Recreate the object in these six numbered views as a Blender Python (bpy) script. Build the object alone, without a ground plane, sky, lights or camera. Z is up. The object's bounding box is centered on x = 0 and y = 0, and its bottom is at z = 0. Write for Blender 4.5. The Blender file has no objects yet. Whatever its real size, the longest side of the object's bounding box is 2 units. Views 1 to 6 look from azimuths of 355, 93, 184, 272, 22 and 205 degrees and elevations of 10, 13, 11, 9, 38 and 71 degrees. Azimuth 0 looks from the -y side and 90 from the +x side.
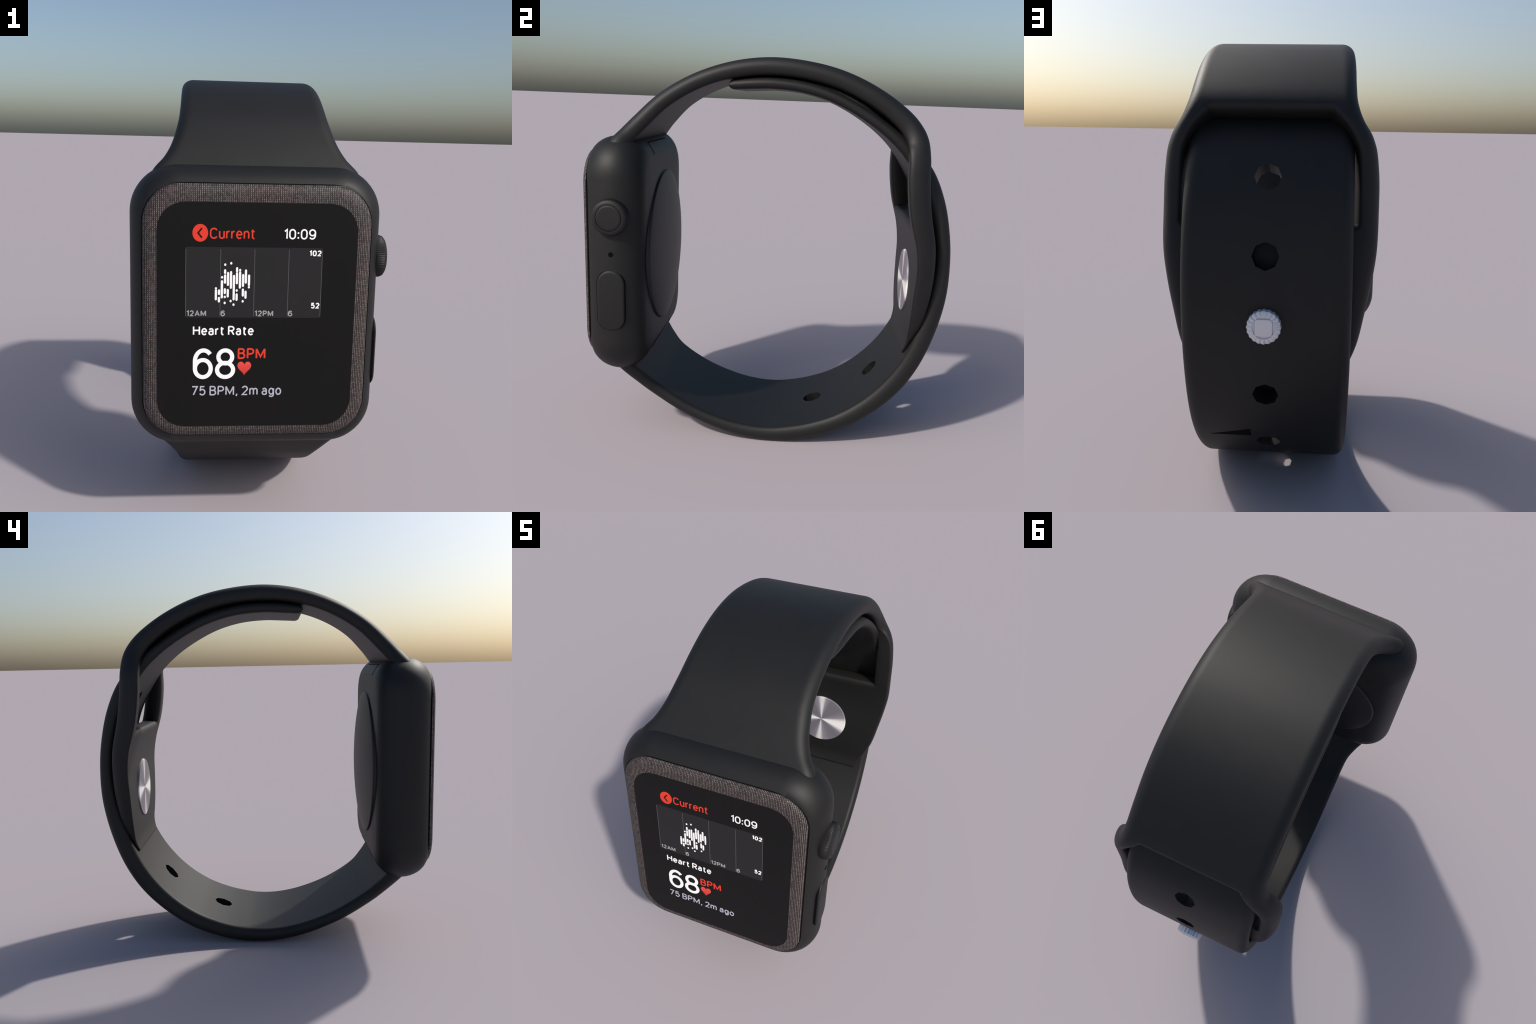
import bpy, bmesh, math
import numpy as np
from mathutils import Vector, Matrix

CX = -0.017            # the watch's own centre plane (the crown sticks out to +x)
FRONT = -0.930         # y of the flat front of the cover glass

# ------------------------------------------------------------------ materials
def new_mat(name, base, rough=0.5, metallic=0.0, spec=0.5):
    m = bpy.data.materials.new(name)
    m.use_nodes = True
    b = m.node_tree.nodes['Principled BSDF']
    b.inputs['Base Color'].default_value = (*base, 1)
    b.inputs['Roughness'].default_value = rough
    b.inputs['Metallic'].default_value = metallic
    b.inputs['Specular IOR Level'].default_value = spec
    return m, m.node_tree, b

def N(nt, kind, **kw):
    n = nt.nodes.new(kind)
    for k, v in kw.items():
        setattr(n, k, v)
    return n

def math_node(nt, op, a, b=None, c=None, clamp=False):
    n = nt.nodes.new('ShaderNodeMath'); n.operation = op; n.use_clamp = clamp
    for i, v in enumerate((a, b, c)):
        if v is None: continue
        if isinstance(v, (int, float)): n.inputs[i].default_value = v
        else: nt.links.new(v, n.inputs[i])
    return n.outputs[0]

def mottled(name, c0, c1, scale, rough, spec, bump=0.0):
    m, nt, b = new_mat(name, c0, rough, 0, spec)
    tc = N(nt, 'ShaderNodeTexCoord')
    no = N(nt, 'ShaderNodeTexNoise'); no.inputs['Scale'].default_value = scale
    no.inputs['Detail'].default_value = 4
    nt.links.new(tc.outputs['Object'], no.inputs['Vector'])
    rp = N(nt, 'ShaderNodeValToRGB')
    rp.color_ramp.elements[0].position = 0.35; rp.color_ramp.elements[0].color = (*c0, 1)
    rp.color_ramp.elements[1].position = 0.65; rp.color_ramp.elements[1].color = (*c1, 1)
    nt.links.new(no.outputs['Fac'], rp.inputs['Fac'])
    nt.links.new(rp.outputs['Color'], b.inputs['Base Color'])
    if bump:
        g = N(nt, 'ShaderNodeTexNoise'); g.inputs['Scale'].default_value = 420
        nt.links.new(tc.outputs['Object'], g.inputs['Vector'])
        bp = N(nt, 'ShaderNodeBump'); bp.inputs['Strength'].default_value = bump
        bp.inputs['Distance'].default_value = 0.001
        nt.links.new(g.outputs['Fac'], bp.inputs['Height'])
        nt.links.new(bp.outputs['Normal'], b.inputs['Normal'])
    return m

RUBBER = mottled('strap_rubber', (0.0064, 0.0063, 0.0061), (0.0076, 0.0074, 0.0072), 9, 0.58, 0.42)
CASE_M = mottled('case_metal', (0.0064, 0.0063, 0.0063), (0.0076, 0.0074, 0.0075), 9, 0.56, 0.40)
DOME_M = mottled('sensor_cover', (0.0080, 0.0077, 0.0083), (0.0090, 0.0087, 0.0093), 6, 0.50, 0.40)
DARK_M, _, _ = new_mat('dark_gap', (0.002, 0.002, 0.002), 0.9, 0, 0.1)
DISPLAY_M, _, _ = new_mat('display_black', (0.0068, 0.0066, 0.0068), 0.5, 0, 0.15)
CHART_M, _, _ = new_mat('chart_grey', (0.021, 0.0205, 0.0215), 0.5, 0, 0.15)
LINE_M, _, _ = new_mat('chart_line_grey', (0.10, 0.10, 0.105), 0.5, 0, 0.2)

def ink(name, col):
    m, nt, b = new_mat(name, col, 0.5, 0, 0.2)
    return m
WHITE_M = ink('display_white', (0.97, 0.97, 0.97))
RED_M = ink('display_red', (0.74, 0.050, 0.026))
GREY_M = ink('display_grey', (0.36, 0.355, 0.36))
BLUEGREY_M = ink('display_blue_grey', (0.46, 0.46, 0.54))

def heart_material():
    m, nt, b = new_mat('display_heart', (0.8, 0.06, 0.05), 0.5, 0, 0.2)
    tc = N(nt, 'ShaderNodeTexCoord'); sp = N(nt, 'ShaderNodeSeparateXYZ')
    nt.links.new(tc.outputs['Generated'], sp.inputs[0])
    rp = N(nt, 'ShaderNodeValToRGB')
    rp.color_ramp.elements[0].color = (0.56, 0.034, 0.030, 1)
    rp.color_ramp.elements[1].color = (0.80, 0.082, 0.060, 1)
    nt.links.new(sp.outputs['Z'], rp.inputs['Fac'])
    nt.links.new(rp.outputs['Color'], b.inputs['Base Color'])
    return m
HEART_M = heart_material()

def woven_material():
    """Woven thread border: columns of pale twisted thread over a dark ground,
    with thin reddish weft lines.  Projected straight onto the front, so it
    draws out into lines on the rounded rim."""
    m, nt, b = new_mat('woven_border', (0.2, 0.19, 0.19), 0.6, 0, 0.3)
    tc = N(nt, 'ShaderNodeTexCoord'); sp = N(nt, 'ShaderNodeSeparateXYZ')
    nt.links.new(tc.outputs['Object'], sp.inputs[0])
    PX, PZ = 0.00745, 0.0078
    u = math_node(nt, 'MULTIPLY', sp.outputs['X'], 1 / PX)
    v = math_node(nt, 'MULTIPLY', sp.outputs['Z'], 1 / PZ)
    # thread profile over the column: 1 in the middle, 0 in the gap
    fu = math_node(nt, 'FRACT', u); fv = math_node(nt, 'FRACT', v)
    du = math_node(nt, 'ABSOLUTE', math_node(nt, 'SUBTRACT', fu, 0.5))
    # twist: thread leans inside each stitch
    lean = math_node(nt, 'MULTIPLY', math_node(nt, 'SUBTRACT', fv, 0.5), 0.25)
    du2 = math_node(nt, 'ABSOLUTE', math_node(nt, 'SUBTRACT', math_node(nt, 'SUBTRACT', fu, 0.5), lean))
    thread = N(nt, 'ShaderNodeMapRange'); thread.inputs['From Min'].default_value = 0.42
    thread.inputs['From Max'].default_value = 0.12
    nt.links.new(du2, thread.inputs['Value'])
    dv = math_node(nt, 'ABSOLUTE', math_node(nt, 'SUBTRACT', fv, 0.5))
    stitch = N(nt, 'ShaderNodeMapRange'); stitch.inputs['From Min'].default_value = 0.5
    stitch.inputs['From Max'].default_value = 0.28
    stitch.inputs['To Min'].default_value = 0.25; stitch.inputs['To Max'].default_value = 1.0
    nt.links.new(dv, stitch.inputs['Value'])
    # every stitch has a shade of its own
    cu = math_node(nt, 'FLOOR', u); cv = math_node(nt, 'FLOOR', v)
    cmb = N(nt, 'ShaderNodeCombineXYZ')
    nt.links.new(cu, cmb.inputs[0]); nt.links.new(cv, cmb.inputs[1])
    wn = N(nt, 'ShaderNodeTexWhiteNoise'); wn.noise_dimensions = '2D'
    nt.links.new(cmb.outputs[0], wn.inputs['Vector'])
    shade = math_node(nt, 'MULTIPLY_ADD', wn.outputs['Value'], 0.55, 0.62)
    lum = math_node(nt, 'MULTIPLY', math_node(nt, 'MULTIPLY', thread.outputs[0], stitch.outputs[0]), shade)
    rp = N(nt, 'ShaderNodeValToRGB')
    e = rp.color_ramp.elements
    e[0].position = 0.0; e[0].color = (0.009, 0.008, 0.008, 1)
    e[1].position = 1.0; e[1].color = (0.175, 0.158, 0.156, 1)
    k = rp.color_ramp.elements.new(0.45); k.color = (0.031, 0.027, 0.0265, 1)
    nt.links.new(lum, rp.inputs['Fac'])
    # reddish weft
    weft = N(nt, 'ShaderNodeMapRange'); weft.inputs['From Min'].default_value = 0.40
    weft.inputs['From Max'].default_value = 0.5; weft.inputs['To Max'].default_value = 0.75
    nt.links.new(dv, weft.inputs['Value'])
    mx = N(nt, 'ShaderNodeMix', data_type='RGBA')
    nt.links.new(weft.outputs[0], mx.inputs['Factor'])
    nt.links.new(rp.outputs['Color'], mx.inputs['A'])
    mx.inputs['B'].default_value = (0.095, 0.024, 0.020, 1)
    nt.links.new(mx.outputs['Result'], b.inputs['Base Color'])
    return m
WOVEN_M = woven_material()

def painted_glint_material(cx, cz):
    """Spun steel: fine rings plus glints painted into the colour: bright rays and
    the dark reflections between them, fixed to the disc."""
    m, nt, b = new_mat('spun_steel_painted_glints', (0.7, 0.69, 0.7), 0.40, 0.0, 0.5)
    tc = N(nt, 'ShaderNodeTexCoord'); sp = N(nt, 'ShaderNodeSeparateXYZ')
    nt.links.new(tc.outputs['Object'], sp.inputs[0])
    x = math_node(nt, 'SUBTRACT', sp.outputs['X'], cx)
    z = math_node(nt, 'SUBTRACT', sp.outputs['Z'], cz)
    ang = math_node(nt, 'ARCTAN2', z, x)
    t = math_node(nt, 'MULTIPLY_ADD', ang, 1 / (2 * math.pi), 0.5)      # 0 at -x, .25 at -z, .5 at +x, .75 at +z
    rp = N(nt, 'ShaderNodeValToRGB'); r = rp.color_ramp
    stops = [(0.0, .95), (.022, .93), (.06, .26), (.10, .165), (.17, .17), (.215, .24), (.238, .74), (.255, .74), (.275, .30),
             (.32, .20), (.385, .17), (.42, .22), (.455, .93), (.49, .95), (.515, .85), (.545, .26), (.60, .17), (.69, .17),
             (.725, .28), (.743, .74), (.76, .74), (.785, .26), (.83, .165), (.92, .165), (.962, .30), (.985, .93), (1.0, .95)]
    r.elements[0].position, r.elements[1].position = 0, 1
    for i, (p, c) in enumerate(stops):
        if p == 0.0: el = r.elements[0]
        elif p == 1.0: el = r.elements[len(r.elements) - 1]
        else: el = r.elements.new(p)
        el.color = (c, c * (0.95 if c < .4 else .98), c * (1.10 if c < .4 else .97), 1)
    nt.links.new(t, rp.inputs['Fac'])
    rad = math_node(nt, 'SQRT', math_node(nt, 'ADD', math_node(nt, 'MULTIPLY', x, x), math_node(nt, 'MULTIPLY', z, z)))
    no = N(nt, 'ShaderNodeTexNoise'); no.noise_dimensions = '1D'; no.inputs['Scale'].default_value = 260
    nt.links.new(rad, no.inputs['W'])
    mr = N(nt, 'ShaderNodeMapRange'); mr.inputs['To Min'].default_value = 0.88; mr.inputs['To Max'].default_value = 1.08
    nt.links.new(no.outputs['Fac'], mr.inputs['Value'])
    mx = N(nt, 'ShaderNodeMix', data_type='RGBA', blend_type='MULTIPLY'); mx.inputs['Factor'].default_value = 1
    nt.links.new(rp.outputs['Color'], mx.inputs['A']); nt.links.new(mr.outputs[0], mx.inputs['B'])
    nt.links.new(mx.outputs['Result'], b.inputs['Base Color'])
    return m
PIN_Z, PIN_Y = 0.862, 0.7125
SPUN_M = painted_glint_material(CX, PIN_Z)
STEEL_M, _, _ = new_mat('pin_steel', (0.76, 0.76, 0.78), 0.32, 0.45, 0.5)

# ------------------------------------------------------------------ helpers
ROOT = bpy.data.objects.new('smartwatch', None)
bpy.context.scene.collection.objects.link(ROOT)
ROOT['label'] = 'black smartwatch with heart rate display and rubber strap'
ROOT['category'] = 'smart watch'

def finish(name, bm_or_mesh, mat, parent=ROOT, smooth=True, angle=None, kind=None):
    if isinstance(bm_or_mesh, bmesh.types.BMesh):
        me = bpy.data.meshes.new(name)
        bmesh.ops.recalc_face_normals(bm_or_mesh, faces=bm_or_mesh.faces)
        bm_or_mesh.to_mesh(me); bm_or_mesh.free()
    else:
        me = bm_or_mesh; me.name = name
    me.materials.clear(); me.materials.append(mat)
    me.polygons.foreach_set('use_smooth', [smooth] * len(me.polygons))
    if smooth and angle is not None:
        me.set_sharp_from_angle(angle=math.radians(angle))
    ob = bpy.data.objects.new(name, me)
    bpy.context.scene.collection.objects.link(ob)
    ob.parent = parent
    if kind: ob['kind'] = kind
    return ob

def rounded_rect(hw, hh, r, n=10):
    """Outline points (x, z), counter-clockwise, around the origin."""
    pts = []
    for qx, qz, a0 in ((1, 1, 0), (-1, 1, 90), (-1, -1, 180), (1, -1, 270)):
        for i in range(n + 1):
            a = math.radians(a0 + 90 * i / n)
            pts.append((qx * (hw - r) + r * math.cos(a), qz * (hh - r) + r * math.sin(a)))
    return pts

def loft(rings, cap0=True, cap1=True):
    bm = bmesh.new()
    vr = [[bm.verts.new(p) for p in ring] for ring in rings]
    n = len(vr[0])
    for a, b in zip(vr, vr[1:]):
        for i in range(n):
            j = (i + 1) % n
            bm.faces.new((a[i], a[j], b[j], b[i]))
    if cap0: bm.faces.new(vr[0])
    if cap1: bm.faces.new(list(reversed(vr[-1])))
    return bm

def shell_y(cx, cz, hw, hh, r, profile, n=10):
    """Rounded-rectangle body stacked along y; profile = [(y, inset), ...]."""
    rings = []
    for y, ins in profile:
        rr = max(r - ins * 0.75, 0.012)
        rings.append([(cx + x, y, cz + z) for x, z in rounded_rect(hw - ins, hh - ins, rr, n)])
    return loft(rings)

def turned_x(cy, cz, profile, n=64, lobes=None):
    """Body of revolution about an x axis; profile = [(x, radius, lobe depth), ...]."""
    rings = []
    for x, r, dep in profile:
        ring = []
        for i in range(n):
            a = 2 * math.pi * i / n
            rr = r + (dep * (0.5 + 0.5 * math.cos(a * lobes)) - dep if lobes and dep else 0)
            ring.append((x, cy + rr * math.cos(a), cz + rr * math.sin(a)))
        rings.append(ring)
    return loft(rings)

def turned_y(cx, cz, profile, n=64, lobes=None):
    rings = []
    for y, r, dep in profile:
        ring = []
        for i in range(n):
            a = 2 * math.pi * i / n
            rr = r + (dep * (0.5 + 0.5 * math.cos(a * lobes)) - dep if lobes and dep else 0)
            ring.append((cx + rr * math.cos(a), y, cz + rr * math.sin(a)))
        rings.append(ring)
    return loft(rings)

# ------------------------------------------------------------------ case
CASE_Z, CASE_HW, CASE_HH, CASE_R = 1.0015, 0.525, 0.6035, 0.197
def case_profile():
    yc = -0.768
    prof = [(-0.880, 0.105), (-0.897, 0.090), (-0.906, 0.083)]
    for i in range(9):                                  # rounded front flank
        t = i / 8; dy = 0.141 * (1 - t)
        prof.append((yc - dy, 0.112 * (1 - math.sqrt(1 - (dy / 0.150) ** 2))))
    for i in range(1, 13):                              # rounded back flank
        t = math.pi / 2 * i / 12
        prof.append((yc + 0.142 * math.sin(t), 0.135 * (1 - math.cos(t))))
    prof += [(-0.6225, 0.165), (-0.6205, 0.22), (-0.62, 0.30)]
    return prof
finish('case', shell_y(CX, CASE_Z, CASE_HW, CASE_HH, CASE_R, case_profile(), 14), CASE_M, angle=50)

# dark seam under the glass
finish('glass_seam', shell_y(CX, 1.006, 0.468, 0.534, 0.165, [(-0.870, 0), (-0.9045, 0), (-0.9055, 0.003)]), DARK_M, angle=40)

# cover glass with woven-pattern border, rounded rim
GW, GH, GR, GZ = 0.464, 0.530, 0.160, 1.006
prof = [(-0.890, 0.0), (-0.904, 0.0)]
for i in range(1, 9):
    t = math.pi / 2 * i / 8
    prof.append((-0.904 - (-FRONT - 0.904) * math.sin(t), 0.048 * (1 - math.cos(t))))
prof += [(FRONT, 0.09)]
glass = finish('cover_glass', shell_y(CX, GZ, GW, GH, GR, prof, 14), WOVEN_M, angle=60)

# display area
def plate(name, pts, y0, y1, mat, parent, kind=None):
    bm = loft([[(x, y0, z) for x, z in pts], [(x, y1, z) for x, z in pts]])
    return finish(name, bm, mat, parent, smooth=False, kind=kind)
SW, SH, SZ = 0.404, 0.470, 0.995
Y1 = FRONT - 0.0012
display = plate('display', [(CX + x, SZ + z) for x, z in rounded_rect(SW, SH, 0.115, 12)], FRONT + 0.004, Y1, DISPLAY_M, ROOT)

# ---- what the display shows
Y2, Y3 = Y1 - 0.0008, Y1 - 0.0016
chart = plate('chart_panel', [(-0.031 + x, 1.1395 + z) for x, z in rounded_rect(0.276, 0.1455, 0.006, 4)], Y1 + 0.001, Y2, CHART_M, display)
bm = bmesh.new()
for x in (-0.3055, -0.1665, -0.0295, 0.109, 0.2445):
    w = 0.0011
    vs = [bm.verts.new((x + a, y, z)) for y in (Y2 + 0.0005, Y2 - 0.0005) for a, z in ((-w, 1.0), (w, 1.0), (w, 1.277), (-w, 1.277))]
    for f in ((0, 1, 2, 3), (7, 6, 5, 4), (0, 4, 5, 1), (1, 5, 6, 2), (2, 6, 7, 3), (3, 7, 4, 0)):
        bm.faces.new([vs[i] for i in f])
finish('chart_line', bm, LINE_M, display, smooth=False, kind='stuff')

# heart-rate bars and dots: columns 0.0121 m apart, each with (top, bottom) spans; equal values make a dot
COLS = {
    -0.184: [(1.116, 1.116), (1.108, 1.072)], -0.1715: [(1.107, 1.094), (1.076, 1.063)],
    -0.160: [(1.162, 1.162), (1.145, 1.080)],
    -0.148: [(1.214, 1.214), (1.190, 1.181), (1.169, 1.141), (1.112, 1.098), (1.081, 1.081), (1.056, 1.056)],
    -0.136: [(1.179, 1.132), (1.109, 1.084)], -0.124: [(1.220, 1.220), (1.183, 1.120), (1.064, 1.064)],
    -0.112: [(1.167, 1.072), (1.049, 1.049)],
    -0.100: [(1.199, 1.188), (1.178, 1.139), (1.108, 1.108), (1.091, 1.070)],
    -0.0875: [(1.192, 1.192), (1.182, 1.121)], -0.075: [(1.171, 1.128), (1.111, 1.088), (1.063, 1.063)],
    -0.064: [(1.190, 1.142), (1.102, 1.079)], -0.051: [(1.169, 1.132), (1.122, 1.122)]}
bm = bmesh.new()
for x, spans in COLS.items():
    for top, bot in spans:
        r, rz = 0.0044, 0.0052
        ring = []
        for i in range(9):
            a = math.pi * i / 8; ring.append((x + r * math.cos(a), top + rz * math.sin(a)))
        for i in range(9):
            a = math.pi + math.pi * i / 8; ring.append((x + r * math.cos(a), bot - 1e-4 + rz * math.sin(a)))
        f = [bm.verts.new((px, Y3, pz)) for px, pz in ring]
        g = [bm.verts.new((px, Y2 + 0.0005, pz)) for px, pz in ring]
        bm.faces.new(f); bm.faces.new(list(reversed(g)))
        for i in range(len(f)):
            j = (i + 1) % len(f); bm.faces.new((f[i], g[i], g[j], f[j]))
finish('chart_bar', bm, WHITE_M, display, smooth=False, kind='stuff')

# Letters are drawn as pen strokes in the manner of a plain rounded sans-serif:
# x 0..width, y 0 = baseline, 1 = cap height.
def arc(cx, cy, rx, ry, a0, a1):
    n = max(4, int(abs(a1 - a0) / 9))
    return [(cx + rx * math.cos(math.radians(a0 + (a1 - a0) * i / n)), cy + ry * math.sin(math.radians(a0 + (a1 - a0) * i / n))) for i in range(n + 1)]
def oval(cx, cy, rx, ry):
    return arc(cx, cy, rx, ry, 0, 360)
XH = 0.73
GLYPHS = {
    'C': (.60, [arc(.31, .66, .31, .34, 28, 180) + arc(.31, .34, .31, .34, 180, 332)]),
    'H': (.60, [[(0, 0), (0, 1)], [(.60, 0), (.60, 1)], [(0, .53), (.60, .53)]]),
    'R': (.54, [[(0, 0), (0, 1)], [(-.03, 1), (.28, 1)] + arc(.28, .745, .25, .255, 90, -90) + [(0, .49)], [(.28, .49), (.54, 0)]]),
    'B': (.54, [[(0, 0), (0, 1)], [(-.03, 1), (.27, 1)] + arc(.27, .77, .22, .23, 90, -90) + [(0, .54)], [(0, .54), (.29, .54)] + arc(.29, .27, .25, .27, 90, -90) + [(-.03, 0)]]),
    'P': (.52, [[(0, 0), (0, 1)], [(-.03, 1), (.27, 1)] + arc(.27, .735, .25, .265, 90, -90) + [(0, .47)]]),
    'M': (.74, [[(0, 0), (0, 1)], [(0, 1), (.37, .16), (.74, 1)], [(.74, 1), (.74, 0)]]),
    'A': (.66, [[(0, 0), (.33, 1), (.66, 0)], [(.12, .33), (.54, .33)]]),
    '0': (.52, [arc(.26, .66, .26, .34, 0, 180) + arc(.26, .34, .26, .34, 180, 360) + [(.52, .66)]]),
    '1': (.22, [[(0, .80), (.22, 1), (.22, 0)]]),
    '2': (.50, [arc(.25, .72, .24, .28, 165, -38) + [(0, 0), (.50, 0)]]),
    '5': (.50, [[(.45, 1), (.08, 1), (.04, .46)], arc(.24, .33, .26, .33, 128, -152)]),
    '6': (.54, [arc(.29, .60, .29, .40, 40, 180) + [(0, .33)], oval(.27, .32, .27, .32)]),
    '7': (.50, [[(0, 1), (.50, 1), (.13, 0)]]),
    '8': (.55, [oval(.275, .755, .235, .245), oval(.275, .265, .275, .265)]),
    '9': (.54, [oval(.27, .68, .27, .32), arc(.25, .40, .29, .40, -140, 0) + [(.54, .67)]]),
    ':': (.06, ['dot', (.03, .63), (.03, .10)]),
    ',': (.10, [[(.09, .10), (.02, -.17)]]),
    'a': (.42, [arc(.21, .50, .19, .23, 155, 0) + [(.40, 0)], [(.40, .42), (.22, .42)] + arc(.19, .21, .19, .21, 90, 270) + arc(.22, .20, .18, .20, 270, 350)]),
    'e': (.46, [[(.02, .375), (.46, .375)], arc(.23, .365, .23, .365, -4, 318)]),
    'g': (.44, [oval(.21, .38, .21, .35), [(.44, .73), (.44, .02)] + arc(.22, -.02, .22, .24, 0, -150)]),
    'm': (.72, [[(0, 0), (0, XH)], [(0, .40)] + arc(.18, .50, .18, .23, 180, 0) + [(.36, 0)], [(.36, .40)] + arc(.54, .50, .18, .23, 180, 0) + [(.72, 0)]]),
    'n': (.42, [[(0, 0), (0, XH)], [(0, .40)] + arc(.21, .48, .21, .25, 180, 0) + [(.42, 0)]]),
    'o': (.46, [oval(.23, .365, .23, .365)]),
    'r': (.23, [[(0, 0), (0, XH)], [(0, .38)] + arc(.24, .42, .24, .30, 180, 85)]),
    't': (.30, [[(.11, .93), (.11, .22)] + arc(.27, .20, .16, .20, 180, 272) + [(.30, 0)], [(0, XH), (.30, XH)]]),
    'u': (.42, [[(0, XH), (0, .25)] + arc(.21, .25, .21, .25, 180, 360), [(.42, XH), (.42, 0)]]),
}

def ribbon(bm, pts, w, y, depth=0.0009):
    """Flat pen stroke of width w along pts (x, z), mitred, with a little depth."""
    P = [Vector(p) for p in pts]
    P = [p for i, p in enumerate(P) if i == 0 or (p - P[i - 1]).length > 1e-6]
    closed = len(P) > 3 and (P[0] - P[-1]).length < 1e-5
    if closed: P = P[:-1]
    n = len(P)
    L, R = [], []
    for i in range(n):
        a = (P[i] - P[i - 1]).normalized() if (i or closed) else None
        b = (P[(i + 1) % n] - P[i]).normalized() if (i < n - 1 or closed) else None
        a, b = a or b, b or a
        na, nb = Vector((-a.y, a.x)), Vector((-b.y, b.x))
        m = na + nb
        m = m.normalized() if m.length > 1e-4 else na
        k = min(1 / max(m.dot(na), 0.1), 1.9)
        L.append(P[i] + m * k * w / 2); R.append(P[i] - m * k * w / 2)
    V = [[bm.verts.new((p.x, yy, p.y)) for p in side] for side in (L, R) for yy in (y, y + depth)]
    for i in range(n if closed else n - 1):
        j = (i + 1) % n
        l0, l1, r0, r1 = V
        bm.faces.new((l0[i], l0[j], r0[j], r0[i])); bm.faces.new((l1[i], r1[i], r1[j], l1[j]))
        bm.faces.new((l0[i], l1[i], l1[j], l0[j])); bm.faces.new((r0[i], r0[j], r1[j], r1[i]))
    if not closed:
        for i in (0, n - 1):
            bm.faces.new([v[i] for v in (V[0], V[1], V[3], V[2])])

def lettering(name, body, rect, mat, pen, gap=0.0):
    """Text whose ink fills rect = (x0, x1, baseline z, cap-height z); pen = stroke width in metres."""
    x0, x1, z0, z1 = rect
    cap = z1 - z0 - pen
    bear = pen / cap + 0.098 + gap           # centreline gap between letters
    place, u = [], 0.0
    for ch in body:
        if ch == ' ':
            u += 0.27; continue
        place.append((ch, u)); u += GLYPHS[ch][0] + bear
    total = u - bear
    sx = (x1 - x0 - pen) / total
    bm = bmesh.new(); layer = 0
    for ch, u in place:
        strokes = GLYPHS[ch][1]
        f = lambda p: (x0 + pen / 2 + (u + p[0]) * sx, z0 + pen / 2 + p[1] * cap)
        if strokes[0] == 'dot':
            for p in strokes[1:]:
                c = f(p); r = pen * 0.62
                ring = [(c[0] + r * math.cos(t * math.pi / 8), c[1] + r * math.sin(t * math.pi / 8)) for t in range(16)]
                a = [bm.verts.new((q[0], Y2 - 0.0006, q[1])) for q in ring]
                bm.faces.new(a)
            continue
        for st in strokes:
            layer = (layer + 1) % 4
            ribbon(bm, [f(p) for p in st], pen, Y2 - 0.0005 - 0.00012 * layer)
    return finish(name, bm, mat, display, smooth=False)

lettering('title_text', 'Current', (-0.211, -0.030, 1.3180, 1.3630), RED_M, 0.0060)
lettering('clock_text', '10:09', (0.0855, 0.2155, 1.3195, 1.3620), WHITE_M, 0.0061)
lettering('scale_text', '102', (0.191, 0.2410, 1.2515, 1.2755), WHITE_M, 0.0052)
lettering('scale_text', '52', (0.2055, 0.2410, 1.0335, 1.0580), WHITE_M, 0.0052)
lettering('axis_text', '12AM', (-0.302, -0.2225, 1.0000, 1.0245), GREY_M, 0.0044)
lettering('axis_text', '6', (-0.164, -0.1460, 1.0000, 1.0245), GREY_M, 0.0044)
lettering('axis_text', '12PM', (-0.0255, 0.0510, 1.0000, 1.0245), GREY_M, 0.0044)
lettering('axis_text', '6', (0.1115, 0.1300, 1.0000, 1.0245), GREY_M, 0.0044)
lettering('heading_text', 'Heart Rate', (-0.2755, -0.0270, 0.9195, 0.9595), WHITE_M, 0.0061)
lettering('reading_text', '68', (-0.2745, -0.1000, 0.7320, 0.8640), WHITE_M, 0.0172, gap=-0.03)
lettering('unit_text', 'BPM', (-0.091, 0.0240, 0.8180, 0.8650), RED_M, 0.0073)
lettering('note_text', '75 BPM, 2m ago', (-0.2795, 0.0945, 0.6605, 0.7020), BLUEGREY_M, 0.0058)

# back button: red disc with a dark chevron
disc = [(-0.249 + 0.031 * math.cos(2 * math.pi * i / 48), 1.3415 + 0.0355 * math.sin(2 * math.pi * i / 48)) for i in range(48)]
back = plate('back_button', disc, Y1 + 0.001, Y2, RED_M, display)
bm = bmesh.new()
tip = Vector((-0.2575, 1.3415))
for end in (Vector((-0.2435, 1.3590)), Vector((-0.2435, 1.3240))):
    d = (end - tip).normalized(); nrm = Vector((-d.y, d.x)); r = 0.0031
    ring = []
    for c, s in ((end, -1), (tip, 1)):
        for i in range(7):
            a = math.pi * i / 6
            ring.append(c + s * (-d * math.sin(a) * r + nrm * math.cos(a) * r))
    yy = Y3 - (0.0003 if end.y > 1.34 else 0)
    f = [bm.verts.new((p.x, yy, p.y)) for p in ring]; g = [bm.verts.new((p.x, Y2 + 0.0004, p.y)) for p in ring]
    bm.faces.new(f); bm.faces.new(list(reversed(g)))
    for i in range(len(f)):
        j = (i + 1) % len(f); bm.faces.new((f[i], g[i], g[j], f[j]))
finish('chevron', bm, DISPLAY_M, display, smooth=False)

# heart
pts = []
for i in range(64):
    t = 2 * math.pi * i / 64
    hx = 16 * math.sin(t) ** 3
    hz = 13 * math.cos(t) - 5 * math.cos(2 * t) - 2 * math.cos(3 * t) - math.cos(4 * t)
    pts.append((-0.0625 + hx / 16 * 0.0285, 0.7465 + (hz + 17) / 29 * 0.0600))
plate('heart_icon', pts, Y1 + 0.001, Y2, HEART_M, display)

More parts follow.
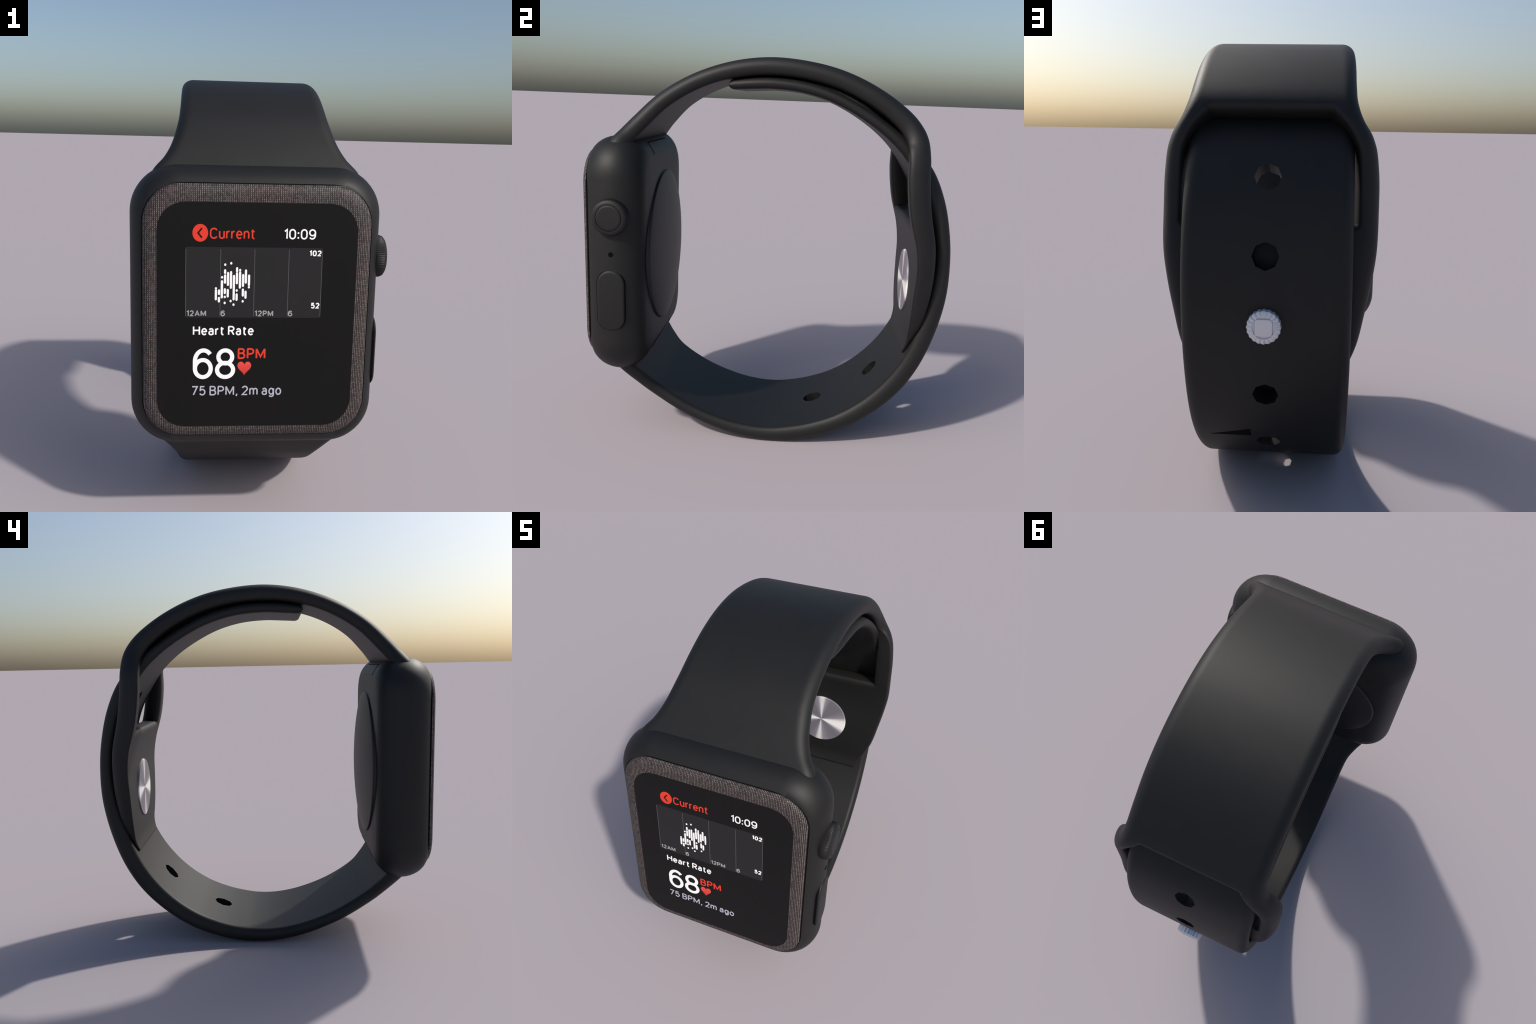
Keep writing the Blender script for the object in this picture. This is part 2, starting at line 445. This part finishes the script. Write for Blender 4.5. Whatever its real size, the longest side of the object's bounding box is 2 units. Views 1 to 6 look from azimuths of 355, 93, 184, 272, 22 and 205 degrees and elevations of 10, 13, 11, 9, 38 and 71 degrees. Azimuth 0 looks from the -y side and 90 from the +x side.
# ------------------------------------------------------------------ back of the case
prof = [(-0.660, 0.411, 0), (-0.618, 0.411, 0), (-0.612, 0.409, 0)]
for i in range(1, 15):
    rr = 0.405 * math.cos(math.pi / 2 * i / 15)
    prof.append((-0.612 + 0.042 * (1 - (rr / 0.409) ** 2) ** 0.85, rr, 0))
finish('sensor_dome', turned_y(CX, 0.997, prof, 72), DOME_M, angle=60)

CASE_PROF = [(i, y) for y, i in case_profile() if y > -0.768]
def back_y(inset):
    return float(np.interp(inset, [p[0] for p in CASE_PROF], [p[1] for p in CASE_PROF]))
def release(zc, sgn):
    """Thin strap-release key lying on the rounded back edge, in a dark slit."""
    edge = CASE_Z + sgn * CASE_HH
    key = None
    for name, grow, rise, mat in (('release_key', 0.0, 0.0025, CASE_M), ('release_slit', 0.0025, 0.0010, DARK_M)):
        bm = shell_y(CX, 0, 0.21 + grow, 0.028 + grow, 0.006, [(0.0, 0), (0.010, 0)], 4)
        geom = bmesh.ops.bisect_plane(bm, geom=bm.verts[:] + bm.edges[:] + bm.faces[:], plane_co=(0, 0, 0), plane_no=(0, 0, 1))
        for q in (-0.02, -0.01, 0.01, 0.02):
            bmesh.ops.bisect_plane(bm, geom=bm.verts[:] + bm.edges[:] + bm.faces[:], plane_co=(0, 0, q), plane_no=(0, 0, 1))
        for v in bm.verts:
            x, y, z = v.co
            z += sgn * grow * 0.8
            v.co = Vector((x, back_y(abs(edge - (zc + z))) - 0.010 + y + rise, zc + z))
        ob = finish(name, bm, mat, parent=key or ROOT, angle=40)
        key = key or ob
release(1.536, 1)
release(0.467, -1)

# ------------------------------------------------------------------ crown, button, microphone
CY, CZ = -0.772, 1.228
CO = -0.026            # how deep the crown sits
prof = [(0.490, 0.070, 0), (0.512, 0.070, 0), (0.514, 0.086, 0), (0.520, 0.0905, 0.0025), (0.545, 0.0905, 0.0025), (0.556, 0.086, 0.0015),
        (0.5625, 0.077, 0), (0.5645, 0.068, 0), (0.5645, 0.0635, 0), (0.5605, 0.0630, 0), (0.5605, 0.0615, 0)]
crown = finish('crown', turned_x(CY, CZ, [(x + CO, r, d) for x, r, d in prof], 288, 72), CASE_M, angle=50)
finish('crown_cap', turned_x(CY, CZ, [(x + CO, r, d) for x, r, d in ((0.552, 0.0610, 0), (0.564, 0.0610, 0), (0.5655, 0.0592, 0), (0.566, 0.05, 0))], 64), CASE_M, parent=crown, angle=40)

def capsule(hy, hz, n=12):
    pts = []
    for a0, zo in ((0, hz - hy), (180, -(hz - hy))):
        for i in range(n + 1):
            a = math.radians(a0 + 180 * i / n)
            pts.append((hy * math.cos(a), zo + hy * math.sin(a)))
    return pts
rings = []
for x, ins in ((0.470, 0), (0.503, 0), (0.5080, 0.002), (0.5105, 0.006), (0.5115, 0.015)):
    rings.append([(x, -0.776 + a, 0.810 + b) for a, b in capsule(0.0685 - ins, 0.155 - ins)])
finish('side_button', loft(rings), CASE_M, angle=50)
rings = []
for x, ins in ((0.470, 0), (0.5030, 0)):
    rings.append([(x, -0.776 + a, 0.810 + b) for a, b in capsule(0.0710 - ins, 0.1575 - ins)])
finish('button_seam', loft(rings), DARK_M, angle=50)
finish('microphone_hole', turned_x(-0.772, 1.045, [(0.49, 0.0125, 0), (0.5087, 0.0125, 0)], 24), DARK_M, angle=40)

# ------------------------------------------------------------------ straps
def curve_through(P, n):
    """Centripetal Catmull-Rom through rows of control points, resampled by arc length."""
    P = np.array(P, float)
    out = []
    Q = np.vstack([2 * P[0] - P[1], P, 2 * P[-1] - P[-2]])
    for i in range(1, len(Q) - 2):
        p0, p1, p2, p3 = Q[i - 1:i + 3]
        d = lambda a, b: max(np.linalg.norm((a - b)[:2]), 1e-6) ** 0.5
        t0 = 0; t1 = t0 + d(p0, p1); t2 = t1 + d(p1, p2); t3 = t2 + d(p2, p3)
        for t in np.linspace(t1, t2, 24, endpoint=False):
            A1 = (t1 - t) / (t1 - t0) * p0 + (t - t0) / (t1 - t0) * p1
            A2 = (t2 - t) / (t2 - t1) * p1 + (t - t1) / (t2 - t1) * p2
            A3 = (t3 - t) / (t3 - t2) * p2 + (t - t2) / (t3 - t2) * p3
            B1 = (t2 - t) / (t2 - t0) * A1 + (t - t0) / (t2 - t0) * A2
            B2 = (t3 - t) / (t3 - t1) * A2 + (t - t1) / (t3 - t1) * A3
            out.append((t2 - t) / (t2 - t1) * B1 + (t - t1) / (t2 - t1) * B2)
    out.append(P[-1])
    out = np.array(out)
    s = np.concatenate([[0], np.cumsum(np.linalg.norm(np.diff(out[:, :2], axis=0), axis=1))])
    return s, out

class Path:
    """Outer face of a strap in the y-z plane, with thickness and half width along it."""
    def __init__(self, pts, flip):
        self.s, self.d = curve_through(pts, 0)
        self.flip = flip
        self.L = self.s[-1]
    def at(self, s):
        f = lambda k: np.interp(s, self.s, self.d[:, k])
        e = 0.012
        a = np.clip(s - e, 0, self.L); b = np.clip(s + e, 0, self.L)
        ty = np.interp(b, self.s, self.d[:, 0]) - np.interp(a, self.s, self.d[:, 0])
        tz = np.interp(b, self.s, self.d[:, 1]) - np.interp(a, self.s, self.d[:, 1])
        l = np.hypot(ty, tz); ty, tz = ty / l, tz / l
        n = np.array([-tz, ty]) * self.flip              # outward
        return np.array([f(0), f(1)]), n, f(2), f(3)
    def nearest(self, y, z):
        return float(self.s[np.argmin(np.hypot(self.d[:, 0] - y, self.d[:, 1] - z))])

def bull(d, r):
    d = min(max(d, 0.0), r)
    return math.sqrt(max(0.0, 1 - (1 - d / r) ** 2))

def strap_mesh(path, slot=None, slot_w=None, edge=0.036, end_round=0.05, rows=230, inner_edge=0.026, crisp=None):
    """Grid strap with bull-nosed edges and (optionally) a slot with rounded rim."""
    L = path.L
    S = list(np.linspace(0, L, rows))
    ease = [(1 - math.cos(math.pi / 2 * i / 8)) for i in range(9)]
    S += [L - end_round * e for e in ease]
    if slot:
        s0, s1 = slot
        S = [s for s in S if not (s0 - 0.05 < s < s0 + 1e-4 or s1 - 1e-4 < s < s1 + 0.05)]
        S += [s0 - 0.05 * e for e in ease] + [s1 + 0.05 * e for e in ease]
    S = np.unique(np.round(S, 6))
    S = S[np.concatenate([[True], np.diff(S) > 2e-4])]
    if slot:
        i0 = int(np.argmin(abs(S - s0))); i1 = int(np.argmin(abs(S - s1)))
    K, M = 16, 20
    verts, faces = [], []
    grid = []
    for r, s in enumerate(S):
        c, n, t, w = path.at(s)
        wi = min(slot_w(s) if slot_w else 0.7 * w, 0.82 * w)
        rail = [w - (w - wi) * (0.5 - 0.5 * math.cos(math.pi * k / K)) for k in range(K + 1)]
        mid = [wi * math.cos(math.pi * (k + 1) / (M + 1)) for k in range(M)]
        X = rail + mid + [-x for x in reversed(rail)]
        row = []
        for x in X:
            d = w - abs(x)
            k = 0.0 if crisp is None else min(max((s - crisp[0]) / (crisp[1] - crisp[0]), 0), 1)
            OUT = 0.55 + 0.23 * k
            f = bull(d, edge); fi = bull(d, inner_edge + (0.011 - inner_edge) * k)
            fe = bull(L - s, end_round)
            f *= fe; fi *= fe
            if slot:
                if s0 <= S[min(max(r, 0), len(S) - 1)] <= s1 and i0 <= r <= i1:
                    ds = abs(x) - wi
                else:
                    sd = s0 - s if r < i0 else s - s1
                    ds = math.hypot(max(abs(x) - wi, 0), sd)
                f *= bull(ds, 0.030); fi *= bull(ds, 0.032)
            m = c - n * t * OUT
            h, hi = t * OUT * f, t * (1 - OUT) * fi
            o = len(verts)
            verts.append((CX + x, m[0] + n[0] * h, m[1] + n[1] * h))
            verts.append((CX + x, m[0] - n[0] * hi, m[1] - n[1] * hi))
            row.append(o)
        grid.append(row)
    nc = len(grid[0])
    for r in range(len(grid) - 1):
        for k in range(nc - 1):
            if slot and i0 <= r < i1 and K <= k < K + M + 1:
                continue
            a, b, c_, d_ = grid[r][k], grid[r][k + 1], grid[r + 1][k + 1], grid[r + 1][k]
            faces.append((a, b, c_, d_)); faces.append((d_ + 1, c_ + 1, b + 1, a + 1))
    faces.append([o for o in grid[0]] + [o + 1 for o in reversed(grid[0])])
    me = bpy.data.meshes.new('strap'); me.from_pydata(verts, [], faces)
    bm = bmesh.new(); bm.from_mesh(me); bpy.data.meshes.remove(me)
    bmesh.ops.remove_doubles(bm, verts=bm.verts, dist=2e-5)
    bmesh.ops.dissolve_degenerate(bm, edges=bm.edges, dist=1e-6)
    bmesh.ops.recalc_face_normals(bm, faces=bm.faces)
    return bm

# (y, z, thickness, half width) along the outer face
BUCKLE = [(-0.872, 1.510, .088, .438), (-0.801, 1.592, .088, .437), (-0.754, 1.648, .087, .392), (-0.702, 1.706, .085, .361),
          (-0.600, 1.804, .081, .335), (-0.475, 1.885, .079, .328), (-0.338, 1.945, .079, .328),
          (-0.187, 1.985, .082, .329), (-0.033, 2.000, .085, .330), (0.130, 1.988, .086, .331), (0.290, 1.954, .088, .332),
          (0.441, 1.894, .091, .333), (0.578, 1.813, .095, .333), (0.676, 1.729, .100, .340), (0.724, 1.650, .104, .366),
          (0.738, 1.560, .105, .408), (0.743, 1.445, .107, .428), (0.762, 1.295, .106, .432), (0.796, 1.135, .098, .427),
          (0.806, 1.010, .093, .411), (0.803, 0.880, .092, .389), (0.784, 0.735, .076, .360), (0.760, 0.637, .053, .322),
          (0.736, 0.580, .031, .292), (0.712, 0.526, .022, .264)]
buckle = Path(BUCKLE, 1.0)
sa, sb = buckle.nearest(0.709, 1.682), buckle.nearest(0.770, 1.248)
def slot_half(s):
    t = min(max((s - sa) / 0.19, 0), 1)
    return 0.235 + 0.097 * math.sin(t * math.pi / 2) ** 1.0
bm = strap_mesh(buckle, (sa, sb), slot_half, edge=0.055, end_round=0.010, crisp=(sa - 0.05, sa + 0.12))
finish('buckle_strap', bm, RUBBER)

HOLED = [(-0.860, 0.490, .074, .425), (-0.765, 0.392, .074, .415), (-0.695, 0.310, .072, .372), (-0.624, 0.240, .070, .342),
         (-0.447, 0.126, .070, .334), (-0.245, 0.042, .074, .334), (-0.090, 0.007, .078, .334), (0.030, 0.000, .082, .334),
         (0.130, 0.006, .089, .334), (0.254, 0.033, .092, .334), (0.409, 0.093, .095, .334), (0.557, 0.191, .097, .334),
         (0.687, 0.319, .101, .334), (0.779, 0.465, .099, .334), (0.849, 0.653, .095, .334), (0.889, 0.850, .087, .333),
         (0.892, 1.045, .076, .332), (0.874, 1.198, .078, .331), (0.836, 1.350, .085, .330), (0.771, 1.491, .093, .329),
         (0.673, 1.602, .074, .329), (0.558, 1.692, .059, .330), (0.424, 1.778, .055, .331), (0.277, 1.850, .055, .331),
         (0.124, 1.892, .055, .331), (-0.030, 1.906, .055, .330), (-0.140, 1.902, .055, .325), (-0.250, 1.890, .050, .312)]
holed = Path(HOLED, -1.0)
# normals must point away from the wrist
def check(path):
    c, n, t, w = path.at(path.L * 0.4)
    if (c - np.array([0.0, 1.0])) @ n < 0: path.flip *= -1
check(holed)
def build_buckle_check():
    c, n, t, w = buckle.at(buckle.L * 0.4)
    return (c - np.array([0.0, 1.0])) @ n > 0
assert build_buckle_check(), 'buckle normals'
hs = finish('holed_strap', strap_mesh(holed, edge=0.050, end_round=0.030), RUBBER)
cut = bmesh.new()
for y, z in ((0.805, 1.424), (0.884, 1.128), (0.881, 0.860), (0.803, 0.556), (0.624, 0.262), (0.272, 0.040)):
    s = holed.nearest(y, z)
    c, n, t, w = holed.at(s)
    tan = np.array([-n[1], n[0]])
    rings = []
    for k in (0.05, -t - 0.05):
        ring = []
        for i in range(8):
            a = 2 * math.pi * i / 8 + math.pi / 2
            u, v = 0.053 * math.cos(a), 0.055 * math.sin(a)
            p = c + n * k + tan * v
            ring.append(cut.verts.new((CX + u, p[0], p[1])))
        rings.append(ring)
    cut.faces.new(rings[0]); cut.faces.new(list(reversed(rings[1])))
    for i in range(8):
        j = (i + 1) % 8
        cut.faces.new((rings[0][i], rings[1][i], rings[1][j], rings[0][j]))
cutter = finish('hole_cutter', cut, RUBBER, smooth=False)
md = hs.modifiers.new('holes', 'BOOLEAN'); md.object = cutter; md.operation = 'DIFFERENCE'; md.solver = 'EXACT'
bpy.context.view_layer.update()
dg = bpy.context.evaluated_depsgraph_get()
me = bpy.data.meshes.new_from_object(hs.evaluated_get(dg))
hs.modifiers.clear(); old = hs.data; hs.data = me; me.name = 'holed_strap'; bpy.data.meshes.remove(old)
me.polygons.foreach_set('use_smooth', [True] * len(me.polygons))
me.set_sharp_from_angle(angle=math.radians(45))
bpy.data.objects.remove(cutter)

# ------------------------------------------------------------------ pin of the clasp
def tilt(ob, a, y, z):
    M = Matrix.Translation((0, y, z)) @ Matrix.Rotation(a, 4, 'X') @ Matrix.Translation((0, -y, -z))
    ob.data.transform(M)
pin = finish('clasp_pin', turned_y(CX, PIN_Z, [(0.72, 0.046, 0), (0.905, 0.046, 0)], 32), STEEL_M, angle=40)
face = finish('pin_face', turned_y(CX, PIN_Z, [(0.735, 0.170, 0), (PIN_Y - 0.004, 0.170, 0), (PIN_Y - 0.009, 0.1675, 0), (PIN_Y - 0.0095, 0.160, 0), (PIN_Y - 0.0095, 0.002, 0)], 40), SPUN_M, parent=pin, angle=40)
def ridged_head(teeth=20, n=160):
    """Cap with a knurled flank, a fan of radial ridges on its face and a sunk centre."""
    rings = []
    for y, r, lobe, ridge in ((0.886, 0.058, 0, 0), (0.890, 0.0655, .0016, 0), (0.916, 0.0665, .0016, 0), (0.923, 0.0645, .0012, .0014),
                              (0.9265, 0.058, 0, .0034), (0.9285, 0.050, 0, .0030), (0.9295, 0.0445, 0, .0012), (0.9285, 0.0430, 0, 0),
                              (0.9225, 0.0420, 0, 0), (0.9225, 0.030, 0, 0)):
        ring = []
        for i in range(n):
            a = 2 * math.pi * i / n
            c = math.cos(a * teeth)
            rr = r + lobe * c
            ring.append((CX + rr * math.cos(a), y + ridge * c * 0.5, PIN_Z + rr * math.sin(a)))
        rings.append(ring)
    return loft(rings)
head = finish('pin_head', ridged_head(), STEEL_M, parent=pin, angle=35)
rings = []
for y, h in ((0.915, 0.0355), (0.929, 0.0345), (0.9315, 0.0325), (0.932, 0.028)):
    rings.append([(CX + x, y, PIN_Z + z) for x, z in rounded_rect(h, h, h * 0.42, 6)])
finish('pin_boss', loft(rings), STEEL_M, parent=pin, angle=40)

# thin dark wedge-shaped patch low on the back of the holed strap
def on_holed(x, s, k):
    c, n, t, w = holed.at(s); p = c + n * k
    return (x, p[0], p[1])
s_a, s_b, s_c = (holed.nearest(*q) for q in ((0.662, 0.307), (0.700, 0.358), (0.664, 0.309)))
bm = bmesh.new()
tri = [(0.229, s_a), (0.055, s_b), (0.054, s_c)]
top = [bm.verts.new(on_holed(x, s, 0.0012)) for x, s in tri]
bot = [bm.verts.new(on_holed(x, s, -0.006)) for x, s in tri]
bm.faces.new(top); bm.faces.new(list(reversed(bot)))
for i in range(3):
    j = (i + 1) % 3; bm.faces.new((top[i], bot[i], bot[j], top[j]))
finish('dark_wedge', bm, DARK_M, smooth=False)
